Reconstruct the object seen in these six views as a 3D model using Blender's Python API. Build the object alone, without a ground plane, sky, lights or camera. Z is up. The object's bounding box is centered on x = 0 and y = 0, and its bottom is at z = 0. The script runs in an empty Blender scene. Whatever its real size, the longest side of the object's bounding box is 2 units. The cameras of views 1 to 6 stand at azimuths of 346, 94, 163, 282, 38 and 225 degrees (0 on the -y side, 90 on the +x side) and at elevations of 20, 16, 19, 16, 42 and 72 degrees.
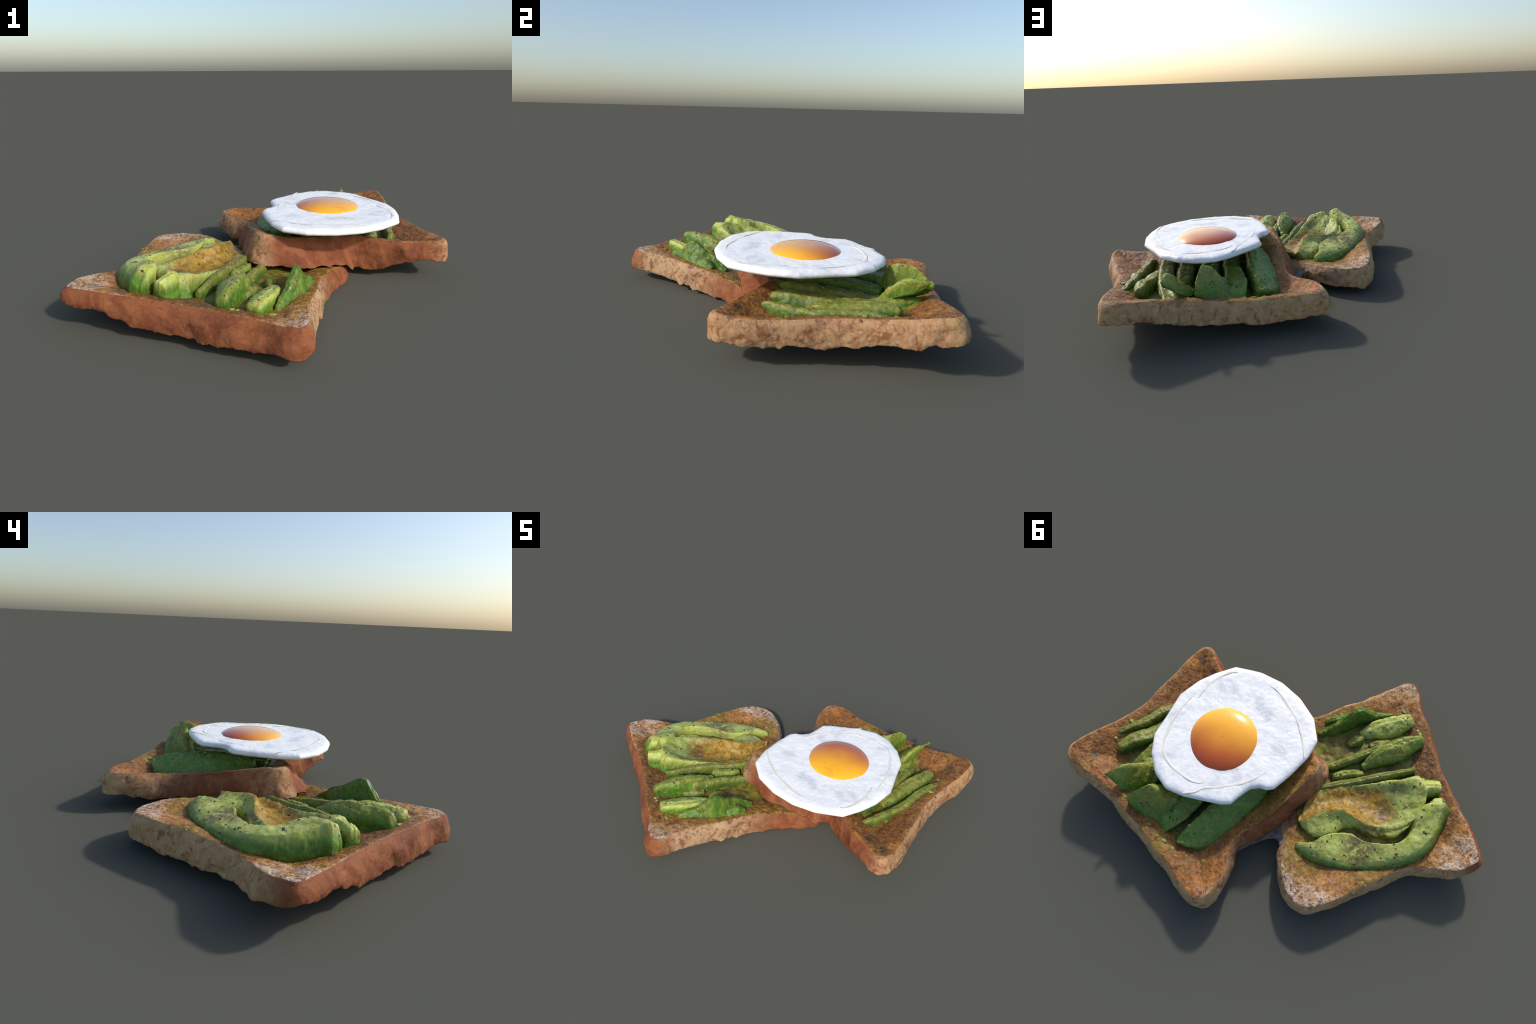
"""Two slices of avocado toast, one leaning on the other, with a fried egg on top."""
import bpy, math, random
import numpy as np
from mathutils import Vector
from mathutils.bvhtree import BVHTree

RNG = np.random.default_rng(7)
scene = bpy.context.scene

# ------------------------------------------------------------------ noise and curves

def _hash(ix, iy, iz, seed):
    h = (ix * 374761393 + iy * 668265263 + iz * 2147483647 + seed * 974634777) & 0xFFFFFFFF
    h = ((h ^ (h >> 13)) * 1274126177) & 0xFFFFFFFF
    h = h ^ (h >> 16)
    return (h & 0xFFFF) / 32767.5 - 1.0


def vnoise(p, scale, seed=0):
    """Smooth value noise in -1..1 at points p (N,3)."""
    q = np.asarray(p, float) * scale + 100.0
    i = np.floor(q).astype(np.int64)
    f = q - i
    f = f * f * f * (f * (f * 6 - 15) + 10)
    out = 0
    for dx in (0, 1):
        for dy in (0, 1):
            for dz in (0, 1):
                w = (f[:, 0] if dx else 1 - f[:, 0]) * (f[:, 1] if dy else 1 - f[:, 1]) * (f[:, 2] if dz else 1 - f[:, 2])
                out = out + w * _hash(i[:, 0] + dx, i[:, 1] + dy, i[:, 2] + dz, seed)
    return out


def fbm(p, scale, octaves=3, seed=0):
    return sum(vnoise(p, scale * 2 ** k, seed + 17 * k) / 2 ** k for k in range(octaves))


def smoothstep(a, b, x):
    t = np.clip((x - a) / (b - a), 0, 1)
    return t * t * (3 - 2 * t)


def spline(points, n, closed=False, uniform=False):
    """Catmull-Rom curve through the points, resampled to n points."""
    P = np.asarray(points, float)
    if closed:
        P = np.vstack([P, P[:1]])
    if uniform:
        T = np.arange(len(P), dtype=float)
    else:
        T = np.concatenate([[0], np.cumsum(np.linalg.norm(np.diff(P[:, :3], axis=0), axis=1) + 1e-6)])
    D = np.empty_like(P)
    for k in range(len(P)):
        a, b = k - 1, k + 1
        if closed:
            if k == 0:
                D[k] = (P[1] - P[-2]) / (T[1] + T[-1] - T[-2]); continue
            if k == len(P) - 1:
                D[k] = D[0]; continue
        a, b = max(a, 0), min(b, len(P) - 1)
        D[k] = (P[b] - P[a]) / (T[b] - T[a])
    t = np.linspace(0, T[-1], n, endpoint=not closed)
    k = np.clip(np.searchsorted(T, t, side="right") - 1, 0, len(P) - 2)
    h = (T[k + 1] - T[k])[:, None]
    s = ((t - T[k])[:, None]) / h
    return ((2 * s**3 - 3 * s**2 + 1) * P[k] + (s**3 - 2 * s**2 + s) * h * D[k]
            + (-2 * s**3 + 3 * s**2) * P[k + 1] + (s**3 - s**2) * h * D[k + 1])


# ------------------------------------------------------------------ mesh helpers

def grid_faces(rows, cols, wrap=True, offset=0):
    c = np.arange(cols if wrap else cols - 1)
    r = np.arange(rows - 1)
    R, C = np.meshgrid(r, c, indexing="ij")
    D = (C + 1) % cols
    return (np.stack([R * cols + C, R * cols + D, (R + 1) * cols + D, (R + 1) * cols + C], -1).reshape(-1, 4) + offset)


def vertex_normals(V, F):
    n = np.cross(V[F[:, 2]] - V[F[:, 0]], V[F[:, 3]] - V[F[:, 1]])
    N = np.zeros_like(V)
    for k in range(4):
        np.add.at(N, F[:, k], n)
    return N / np.maximum(np.linalg.norm(N, axis=1, keepdims=True), 1e-12)


def make_mesh(name, V, F, materials, attrs=None, normals=None, slots=None):
    me = bpy.data.meshes.new(name)
    faces = [tuple(dict.fromkeys(f)) for f in np.asarray(F).tolist()]
    me.from_pydata(V.tolist(), [], faces)
    me.update()
    me.polygons.foreach_set("use_smooth", [True] * len(me.polygons))
    for m in materials:
        me.materials.append(m)
    if slots is not None:
        me.polygons.foreach_set("material_index", np.asarray(slots, dtype=np.int32))
    for key, val in (attrs or {}).items():
        a = me.attributes.new(key, "FLOAT", "POINT")
        a.data.foreach_set("value", np.asarray(val, dtype=np.float32))
    if normals is not None:
        me.normals_split_custom_set_from_vertices(normals.tolist())
    ob = bpy.data.objects.new(name, me)
    scene.collection.objects.link(ob)
    return ob


def thing(name, at, label, category):
    e = bpy.data.objects.new(name, None)
    e.empty_display_size = 0.1
    e.location = at
    scene.collection.objects.link(e)
    e["label"], e["category"] = label, category
    return e


def adopt(parent, child):
    """Parent the child and keep its coordinates those of the scene."""
    child.parent = parent
    base = Vector((0, 0, 0))
    p = parent
    while p is not None:
        base += p.location
        p = p.parent
    child.location = -base
    return child


# ------------------------------------------------------------------ materials

class Nodes:
    def __init__(self, name):
        self.mat = bpy.data.materials.new(name)
        self.mat.use_nodes = True
        self.nt = self.mat.node_tree
        self.bsdf = self.nt.nodes["Principled BSDF"]
        self.co = self.add("ShaderNodeTexCoord").outputs["Object"]

    def add(self, kind, **kw):
        n = self.nt.nodes.new(kind)
        for k, v in kw.items():
            setattr(n, k, v)
        return n

    def put(self, socket, v):
        if hasattr(v, "is_output") or isinstance(v, bpy.types.NodeSocket):
            self.nt.links.new(v, socket)
        else:
            if socket.type == "RGBA" and len(v) == 3:
                v = (*v, 1)
            socket.default_value = v

    def math(self, op, a, b=0.0, c=0.0, clamp=False):
        n = self.add("ShaderNodeMath", operation=op, use_clamp=clamp)
        for s, v in zip(n.inputs, (a, b, c)):
            self.put(s, v)
        return n.outputs[0]

    def vmath(self, op, a, b, out=0):
        n = self.add("ShaderNodeVectorMath", operation=op)
        self.put(n.inputs[0], a)
        self.put(n.inputs[1], b)
        return n.outputs[out]

    def noise(self, scale, detail=4, rough=0.55, stretch=None, seed=0.0, distort=0.0):
        v = self.co
        m = self.add("ShaderNodeMapping")
        self.put(m.inputs["Vector"], v)
        m.inputs["Location"].default_value = (seed, seed * 1.7, seed * 0.3)
        if stretch:
            m.inputs["Scale"].default_value = stretch
        n = self.add("ShaderNodeTexNoise")
        self.put(n.inputs["Vector"], m.outputs[0])
        n.inputs["Scale"].default_value = scale
        n.inputs["Detail"].default_value = detail
        n.inputs["Roughness"].default_value = rough
        n.inputs["Distortion"].default_value = distort
        return n.outputs["Fac"]

    def voronoi(self, scale, feature="F1", seed=0.0, rand=1.0):
        m = self.add("ShaderNodeMapping")
        self.put(m.inputs["Vector"], self.co)
        m.inputs["Location"].default_value = (seed, -seed, seed * 0.7)
        n = self.add("ShaderNodeTexVoronoi", feature=feature)
        self.put(n.inputs["Vector"], m.outputs[0])
        n.inputs["Scale"].default_value = scale
        n.inputs["Randomness"].default_value = rand
        return n.outputs["Distance"]

    def ramp(self, x, lo, hi, a=0.0, b=1.0):
        n = self.add("ShaderNodeMapRange", interpolation_type="SMOOTHSTEP")
        self.put(n.inputs[0], x)
        for i, v in zip((1, 2, 3, 4), (lo, hi, a, b)):
            self.put(n.inputs[i], v)
        return n.outputs[0]

    def mix(self, f, a, b, mode="MIX"):
        n = self.add("ShaderNodeMix", data_type="RGBA", blend_type=mode)
        self.put(n.inputs["Factor"], f)
        self.put(n.inputs[6], a)
        self.put(n.inputs[7], b)
        return n.outputs[2]

    def attr(self, name):
        return self.add("ShaderNodeAttribute", attribute_name=name).outputs["Fac"]

    def near(self, point, r0, r1, flat=False):
        """1 within r0 of a point, 0 beyond r1."""
        d = self.vmath("SUBTRACT", self.co, point)
        if flat:
            d = self.vmath("MULTIPLY", d, (1, 1, 0))
        n = self.add("ShaderNodeVectorMath", operation="LENGTH")
        self.put(n.inputs[0], d)
        return self.ramp(n.outputs["Value"], r0, r1, 1.0, 0.0)

    def bump(self, h, strength, dist, prev=None):
        n = self.add("ShaderNodeBump")
        n.inputs["Strength"].default_value = strength
        n.inputs["Distance"].default_value = dist
        self.put(n.inputs["Height"], h)
        if prev is not None:
            self.put(n.inputs["Normal"], prev)
        return n.outputs[0]

    def finish(self, color, rough=0.7, normal=None, **inputs):
        self.put(self.bsdf.inputs["Base Color"], color)
        self.put(self.bsdf.inputs["Roughness"], rough)
        if normal is not None:
            self.put(self.bsdf.inputs["Normal"], normal)
        for k, v in inputs.items():
            self.put(self.bsdf.inputs[k.replace("_", " ")], v)
        return self.mat


def toasted_face_material(name, center, tint, butter_reach, pale_amount, mash_spots, burnt=(), inner_dark_amount=0.9):
    """Open crumb, pale and pitted at the corners, orange brown round the topping and darker close to it."""
    n = Nodes(name)
    fine = n.noise(95, 5, 0.65)
    mid = n.noise(26, 4, 0.6, seed=2.0)
    big = n.noise(7, 3, 0.5, seed=5.0)
    tan = n.mix(n.ramp(fine, 0.35, 0.65), (0.30, 0.17, 0.085), (0.50, 0.35, 0.215))
    pale = n.mix(n.ramp(fine, 0.40, 0.60), (0.36, 0.26, 0.185), (0.64, 0.56, 0.47))
    crumb = n.mix(n.math("MULTIPLY", n.ramp(mid, 0.32, 0.48), pale_amount), tan, pale)
    pits = n.ramp(n.math("ADD", n.noise(48, 3, 0.6, seed=9.0), n.math("MULTIPLY", mid, 0.25)), 0.65, 0.75)
    crumb = n.mix(n.math("MULTIPLY", pits, 0.9), crumb, (0.13, 0.045, 0.020))
    # butter and browning
    d = n.vmath("MULTIPLY", n.vmath("SUBTRACT", n.co, center), (1, 1, 0))
    ln = n.add("ShaderNodeVectorMath", operation="LENGTH")
    n.put(ln.inputs[0], d)
    reach = n.math("ADD", ln.outputs["Value"], n.math("MULTIPLY", n.math("SUBTRACT", n.noise(9, 5, 0.65, seed=3.0), 0.5), 0.45))
    wet = n.ramp(reach, butter_reach - 0.10, butter_reach + 0.10, 1.0, 0.0)
    glaze = n.mix(n.ramp(n.noise(14, 4, 0.6, seed=8.0), 0.38, 0.62), tint[0], tint[1])
    glaze = n.mix(n.ramp(n.noise(38, 4, 0.65, seed=6.0), 0.54, 0.70), glaze, tint[2])
    inner_dark = n.ramp(reach, butter_reach - 0.20, butter_reach + 0.0, 1.0, 0.0)  # darker brown zone close round the avocado
    glaze = n.mix(n.math("MULTIPLY", inner_dark, inner_dark_amount), glaze, n.mix(n.ramp(mid, 0.36, 0.64), (0.058, 0.022, 0.006), (0.175, 0.066, 0.010)))
    glaze = n.mix(n.ramp(fine, 0.48, 0.78, 0.0, 0.35), glaze, (0.50, 0.27, 0.08))
    col = n.mix(n.math("MULTIPLY", wet, 0.92), crumb, glaze)
    # olive smears of avocado and dark soaked patches
    for p, r in mash_spots:
        m = n.math("MULTIPLY", n.near((p[0], p[1], 0), r * 0.45, r, flat=True), n.ramp(n.noise(18, 4, 0.65, seed=11.0), 0.36, 0.56))
        col = n.mix(n.math("MULTIPLY", m, 0.85), col, n.mix(n.ramp(mid, 0.4, 0.6), (0.20, 0.135, 0.020), (0.33, 0.20, 0.035)))
    for p, r in burnt:
        m = n.math("MULTIPLY", n.near((p[0], p[1], 0), r * 0.4, r, flat=True), n.ramp(n.noise(30, 3, 0.6, seed=4.0), 0.34, 0.50))
        col = n.mix(n.math("MULTIPLY", m, 0.8), col, (0.055, 0.040, 0.033))
    seeds = n.ramp(n.math("ADD", n.noise(34, 3, 0.6, seed=27.0), n.math("MULTIPLY", big, 0.3)), 0.72, 0.82)
    col = n.mix(n.math("MULTIPLY", seeds, 0.6), col, (0.075, 0.026, 0.012))
    flakes = n.ramp(n.math("ADD", n.noise(52, 4, 0.65, seed=29.0), n.math("MULTIPLY", mid, 0.3)), 0.74, 0.86)
    col = n.mix(n.math("MULTIPLY", flakes, 0.28), col, (0.60, 0.44, 0.24))
    green = n.math("MULTIPLY", n.ramp(n.noise(17, 4, 0.6, seed=14.0), 0.66, 0.74), 0.5)
    col = n.mix(green, col, (0.24, 0.23, 0.035))
    h = n.math("SUBTRACT", n.math("ADD", n.math("MULTIPLY", fine, 0.6), mid), n.math("MULTIPLY", pits, 0.6))
    nrm = n.bump(h, 0.5, 0.008)
    rough = n.math("SUBTRACT", 0.78, n.math("MULTIPLY", wet, 0.28))
    return n.finish(col, rough, nrm, Specular_IOR_Level=0.22)


def crust_material(name, red_dir, red_at, red_band, warm, red_spots=(), light=None):
    """Crumbly side of the slice: tan with brown blotches, red brown along the baked side."""
    n = Nodes(name)
    fine = n.noise(70, 4, 0.6)
    blot = n.noise(30, 3, 0.55, seed=1.5, distort=0.6)
    blot2 = n.noise(14, 3, 0.5, seed=7.0, distort=0.4)
    base = n.mix(n.ramp(n.noise(20, 4, 0.6, seed=3.0), 0.36, 0.62), warm[0], warm[1])
    base = n.mix(n.ramp(fine, 0.4, 0.68, 0.0, 0.55), base, warm[2])
    base = n.mix(n.ramp(n.math("ADD", blot, n.math("MULTIPLY", blot2, 0.35)), 0.68, 0.84, 0.0, 0.80), base, (0.18, 0.062, 0.024))
    base = n.mix(n.ramp(n.noise(24, 2, 0.5, seed=21.0), 0.68, 0.75, 0.0, 0.8), base, (0.075, 0.030, 0.022))
    if light:  # tan lightened on sides away from the sun, following the scan's baked lighting
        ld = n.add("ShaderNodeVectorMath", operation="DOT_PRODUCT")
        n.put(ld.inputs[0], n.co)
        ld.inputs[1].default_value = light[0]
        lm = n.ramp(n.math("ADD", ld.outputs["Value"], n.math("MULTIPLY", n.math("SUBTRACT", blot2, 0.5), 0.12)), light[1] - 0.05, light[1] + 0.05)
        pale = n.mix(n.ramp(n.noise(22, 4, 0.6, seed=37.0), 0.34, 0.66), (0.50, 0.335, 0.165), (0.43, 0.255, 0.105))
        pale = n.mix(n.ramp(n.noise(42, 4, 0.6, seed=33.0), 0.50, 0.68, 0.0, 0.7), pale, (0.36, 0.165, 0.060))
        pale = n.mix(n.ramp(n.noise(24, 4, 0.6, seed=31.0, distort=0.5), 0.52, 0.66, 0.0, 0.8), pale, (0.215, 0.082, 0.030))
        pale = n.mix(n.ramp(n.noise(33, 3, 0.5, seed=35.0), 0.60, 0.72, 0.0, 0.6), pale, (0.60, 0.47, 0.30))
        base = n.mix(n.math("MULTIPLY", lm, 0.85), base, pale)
    red = n.mix(n.ramp(blot2, 0.36, 0.62), (0.175, 0.050, 0.018), (0.255, 0.086, 0.032))
    red = n.mix(n.ramp(fine, 0.50, 0.78, 0.0, 0.4), red, (0.40, 0.16, 0.075))
    red = n.mix(n.ramp(blot, 0.57, 0.70, 0.0, 0.7), red, (0.15, 0.040, 0.020))
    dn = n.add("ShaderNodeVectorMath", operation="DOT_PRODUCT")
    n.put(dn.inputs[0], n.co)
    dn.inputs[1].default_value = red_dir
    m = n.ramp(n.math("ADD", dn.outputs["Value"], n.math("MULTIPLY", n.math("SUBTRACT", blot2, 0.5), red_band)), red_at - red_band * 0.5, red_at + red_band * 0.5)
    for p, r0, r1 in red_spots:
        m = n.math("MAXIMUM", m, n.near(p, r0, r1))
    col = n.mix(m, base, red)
    nrm = n.bump(n.math("ADD", n.math("MULTIPLY", fine, 0.4), n.math("MULTIPLY", blot, -0.8)), 0.4, 0.010)
    return n.finish(col, 0.78, nrm, Specular_IOR_Level=0.3)


def avocado_material(name, flesh, rind, stain=(), ochre_amount=0.0, dark=1.0):
    """Cut flesh, turning to green at the skin side; float 'rind' runs 0 flesh to 1 skin."""
    n = Nodes(name)
    r = n.attr("rind")
    soft = n.noise(22, 4, 0.6, seed=4.0)
    fine = n.noise(90, 4, 0.6, seed=1.0, stretch=(1, 1, 0.5))
    rr = n.math("ADD", r, n.math("MULTIPLY", n.math("SUBTRACT", soft, 0.5), 0.6))
    fl = n.mix(n.ramp(soft, 0.36, 0.66), flesh[0], flesh[1])
    fl = n.mix(n.ramp(n.noise(46, 3, 0.6, seed=12.0), 0.55, 0.72, 0.0, 0.6), fl, flesh[2])
    rd = n.mix(n.ramp(soft, 0.38, 0.64), rind[0], rind[1])
    col = n.mix(n.ramp(rr, 0.22, 0.85), fl, rd)
    if ochre_amount:
        pit = n.math("ADD", n.attr("pit"), n.math("MULTIPLY", n.math("SUBTRACT", n.noise(20, 4, 0.6, seed=15.0), 0.5), 1.0))
        oc = n.mix(n.ramp(n.noise(30, 3, 0.6, seed=17.0), 0.40, 0.64), (0.37, 0.200, 0.020), (0.185, 0.090, 0.014))
        col = n.mix(n.math("MULTIPLY", n.ramp(pit, 0.18, 0.62), ochre_amount), col, oc)
    bruise = n.math("MULTIPLY", n.ramp(n.noise(13, 5, 0.65, seed=23.0), 0.46, 0.66), n.ramp(r, 0.3, 1.0, 1.0, 0.35))
    col = n.mix(n.math("MULTIPLY", bruise, 0.45), col, n.mix(n.ramp(fine, 0.4, 0.65), (0.17, 0.115, 0.022), (0.31, 0.245, 0.060)))
    for p, rad, amount, *tone in stain:
        m = n.math("MULTIPLY", n.near(p, rad * 0.35, rad), n.ramp(n.noise(34, 4, 0.6, seed=6.0), 0.34, 0.54))
        col = n.mix(n.math("MULTIPLY", m, amount), col, tone[0] if tone else (0.120, 0.068, 0.032))
    col = n.mix(n.ramp(fine, 0.50, 0.80, 0.0, 0.22), col, (0.50, 0.52, 0.20))
    spots = n.ramp(n.voronoi(75, seed=3.0), 0.10, 0.20, 1.0, 0.0)
    keep = n.ramp(n.noise(11, 2, 0.5, seed=19.0), 0.52, 0.64)
    col = n.mix(n.math("MULTIPLY", n.math("MULTIPLY", spots, keep), 0.75), col, (0.065, 0.045, 0.022))
    if dark != 1.0:
        col = n.mix(1.0, col, (dark, dark, dark), "MULTIPLY")
    nrm = n.bump(n.math("ADD", soft, n.math("MULTIPLY", fine, 0.45)), 0.45, 0.009)
    return n.finish(col, 0.44, nrm, Specular_IOR_Level=0.32)


def plain(name, color, rough=0.6, vary=0.15, scale=40):
    n = Nodes(name)
    c2 = tuple(min(1, c * (1 + vary)) for c in color)
    c1 = tuple(c * (1 - vary) for c in color)
    return n.finish(n.mix(n.ramp(n.noise(scale), 0.35, 0.65), c1, c2), rough)


# ------------------------------------------------------------------ bread slices

class Bread:
    """A slice: rim control points (x, y, z of the top edge, z of the ragged lower edge)."""

    def __init__(self, rim, center, sag, pins=(), lean=None, flare=None, seed=0):
        self.rim, self.center, self.sag, self.seed = np.array(rim, float), np.array(center, float), sag, seed
        self.lean, self.flare = lean, flare
        poly = spline(self.rim, 260, closed=True)
        self.poly = poly
        K = np.vstack([poly[::4, :3], np.array(pins, float).reshape(-1, 3)])
        self.K = K
        A = self._phi(K[:, :2], K[:, :2]) + np.eye(len(K)) * 1e-4
        Pm = np.hstack([np.ones((len(K), 1)), K[:, :2]])
        M = np.block([[A, Pm], [Pm.T, np.zeros((3, 3))]])
        self.w = np.linalg.solve(M, np.concatenate([K[:, 2], np.zeros(3)]))

    @staticmethod
    def _phi(a, b):
        r2 = ((a[:, None] - b[None]) ** 2).sum(-1) + 1e-12
        return 0.5 * r2 * np.log(r2)

    def edge_distance(self, xy):
        a, b = self.poly[:, :2], np.roll(self.poly[:, :2], -1, axis=0)
        best = np.full(len(xy), 9.0)
        for p, q in zip(a, b):
            v = q - p
            t = np.clip(((xy - p) @ v) / (v @ v + 1e-12), 0, 1)
            best = np.minimum(best, np.linalg.norm(xy - p - t[:, None] * v, axis=1))
        return best

    def z(self, xy):
        xy = np.atleast_2d(np.asarray(xy, float))[:, :2]
        d = self.edge_distance(xy)
        z = self._phi(xy, self.K[:, :2]) @ self.w[:-3] + self.w[-3] + xy @ self.w[-2:]
        r = 0.016
        e = np.clip((r - d) / r, 0, 1)
        return z - self.sag * smoothstep(0.014, 0.20, d) - 0.012 * (1 - np.sqrt(np.clip(1 - e * e, 0, 1)))

    def build(self, thing_obj, face_mat, crust_mat, under_mat, lining_mat, lining):
        N, M, W = 720, 100, 34
        rim = spline(self.rim, N, closed=True)
        c = self.center
        s = 1 - (1 - np.linspace(0, 1, M + 1)[1:]) ** 1.0
        s = s ** 0.75
        rings = []
        for k in range(M):
            rings.append(c + (rim[:, :2] - c) * s[k])
        xy = np.concatenate(rings)
        top = np.column_stack([xy, self.z(xy)])
        d = self.edge_distance(xy)
        rough = 0.0034 * fbm(top, 20, 3, self.seed) + 0.0014 * vnoise(top, 130, self.seed + 5)
        top[:, 2] += rough * smoothstep(0.0, 0.02, d)
        # side wall
        tan = np.roll(rim[:, :2], -1, 0) - np.roll(rim[:, :2], 1, 0)
        out = np.column_stack([tan[:, 1], -tan[:, 0]])
        out /= np.linalg.norm(out, axis=1, keepdims=True)
        if ((rim[:, :2] - c) * out).sum() < 0:
            out = -out
        ztop = top[-N:, 2]
        ang = np.arange(N) / N * 2 * np.pi
        loop = np.column_stack([np.cos(ang) * 3, np.sin(ang) * 3, np.zeros(N)])
        rag = 0.008 * fbm(loop, 4, 2, self.seed + 3) - 0.015 * np.maximum(0, vnoise(loop, 4.1, self.seed + 9) - 0.25) - 0.010 * np.maximum(0, vnoise(loop, 13, self.seed + 12) - 0.4) + 0.0020 * vnoise(loop, 31, self.seed + 4)
        zb = np.maximum(rim[:, 3] + 0.012 + rag, 0.0)
        lean = 0.020 + (self.lean(rim) if self.lean else np.zeros(N))
        flare = self.flare(rim) if self.flare else np.zeros(N)
        walls = []
        for k in range(1, W + 1):
            t = k / W
            off = 0.009 * math.sin(math.pi * min(1, t)) ** 0.6 if t < 1 else 0.0
            P = np.column_stack([rim[:, :2] + out * (off + lean * t ** 0.8 + flare * t ** 2)[:, None], ztop + (zb - ztop) * t])
            lump = 0.0065 * fbm(P, 14, 2, self.seed + 21) + 0.0010 * vnoise(P, 70, self.seed + 2)
            P[:, :2] += out * (lump * min(1, t * 3))[:, None]
            walls.append(P)
        last = walls[-1]
        inner = last.copy()
        inner[:, :2] -= out * 0.020
        inner[:, 2] += 0.002
        recess = inner.copy()
        recess[:, :2] -= out * 0.012
        recess[:, 2] = np.minimum(inner[:, 2] + 0.022, ztop - 0.035)
        flat = []
        cz = self.z(c[None])[0] - 0.075
        for f in (0.66, 0.33, 0.06):
            q = recess.copy()
            q[:, :2] = c + (recess[:, :2] - c) * f
            zt = self.z(q[:, :2]) - 0.075
            q[:, 2] = np.minimum(zt, recess[:, 2] * f + cz * (1 - f))
            flat.append(q)
        V = np.concatenate([top] + walls + [inner, recess] + flat)
        rows = M + W + 2 + 3
        F = grid_faces(rows, N)
        # centre caps as fans of degenerate quads
        ctop, cbot = len(V), len(V) + 1
        V = np.vstack([V, [[c[0], c[1], self.z(c[None])[0]]], [[c[0], c[1], flat[-1][:, 2].mean()]]])
        i = np.arange(N)
        j = (i + 1) % N
        capT = np.column_stack([np.full(N, ctop), j, i, i])
        b0 = (rows - 1) * N
        capB = np.column_stack([np.full(N, cbot), b0 + i, b0 + j, b0 + j])
        ccw = np.cross(rim[0, :2] - c, rim[10, :2] - c) > 0
        allF = np.vstack([capT, F, capB])
        if ccw:
            allF = allF[:, ::-1]
            allF = np.where(allF[:, :1] == allF[:, 1:2], np.roll(allF, -1, axis=1), allF)
        Nrm = vertex_normals(V, allF)
        if Nrm[ctop, 2] < 0:
            allF, Nrm = allF[:, ::-1], -Nrm
        row = np.concatenate([np.zeros(N, int), np.repeat(np.arange(rows - 1), N), np.full(N, rows)])
        col = np.concatenate([i, np.tile(i, rows - 1), i])
        split = M - 3
        self.parts = []
        for name, pick, mats in (("toasted_face", row < split, [face_mat]),
                                 ("crust", (row >= split) & (row <= M + W), [crust_mat, lining_mat]),
                                 ("underside", row > M + W, [under_mat])):
            f = allF[pick]
            used, inv = np.unique(f, return_inverse=True)
            slots = None
            if name == "crust":
                tt = (row[pick] - M) / W
                here = np.array([lining(rim[q]) for q in range(N)])[col[pick]]
                edge = 0.93 + 0.06 * vnoise(loop, 14, self.seed + 31)[col[pick]]
                slots = ((tt > edge) & here).astype(int)
            ob = make_mesh(name, V[used], inv.reshape(f.shape), mats, normals=Nrm[used], slots=slots)
            adopt(thing_obj, ob)
            self.parts.append(ob)


lower_rim = [
    (-0.024, -0.735, .173, .052), (-0.056, -0.815, .176, .05), (-0.080, -0.843, .178, .05), (-0.111, -0.853, .180, .05),
    (-0.160, -0.828, .180, .050), (-0.232, -0.758, .176, .042), (-0.317, -0.708, .183, .047), (-0.394, -0.648, .182, .045),
    (-0.470, -0.590, .182, .045), (-0.557, -0.535, .184, .045), (-0.626, -0.498, .189, .058), (-0.713, -0.449, .192, .070),
    (-0.779, -0.421, .200, .104), (-0.858, -0.379, .203, .120), (-0.922, -0.338, .201, .113), (-0.964, -0.307, .200, .116),
    (-0.976, -0.282, .195, .112), (-0.960, -0.240, .196, .098), (-0.928, -0.178, .194, .084), (-0.848, -0.112, .179, .064),
    (-0.756, -0.042, .163, .050), (-0.708, 0.031, .164, .042), (-0.671, 0.116, .171, .040), (-0.636, 0.201, .175, .045),
    (-0.608, 0.276, .173, .040), (-0.574, 0.359, .172, .036), (-0.543, 0.421, .168, .034), (-0.510, 0.468, .160, .030),
    (-0.449, 0.502, .150, .025), (-0.398, 0.503, .150, .03), (-0.338, 0.479, .149, .035), (-0.270, 0.432, .150, .04),
    (-0.224, 0.376, .148, .04), (-0.161, 0.280, .140, .04), (-0.03, 0.20, .125, .03), (0.15, 0.11, .105, .02),
    (0.30, 0.03, .095, .01), (0.385, -0.015, .088, .004), (0.410, -0.050, .084, .002), (0.385, -0.100, .090, .002),
    (0.300, -0.185, .112, .002), (0.240, -0.255, .126, .002), (0.183, -0.324, .136, .004), (0.134, -0.406, .147, .012),
    (0.098, -0.493, .157, .024), (0.050, -0.569, .162, .032), (0.012, -0.645, .167, .042),
]
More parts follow.
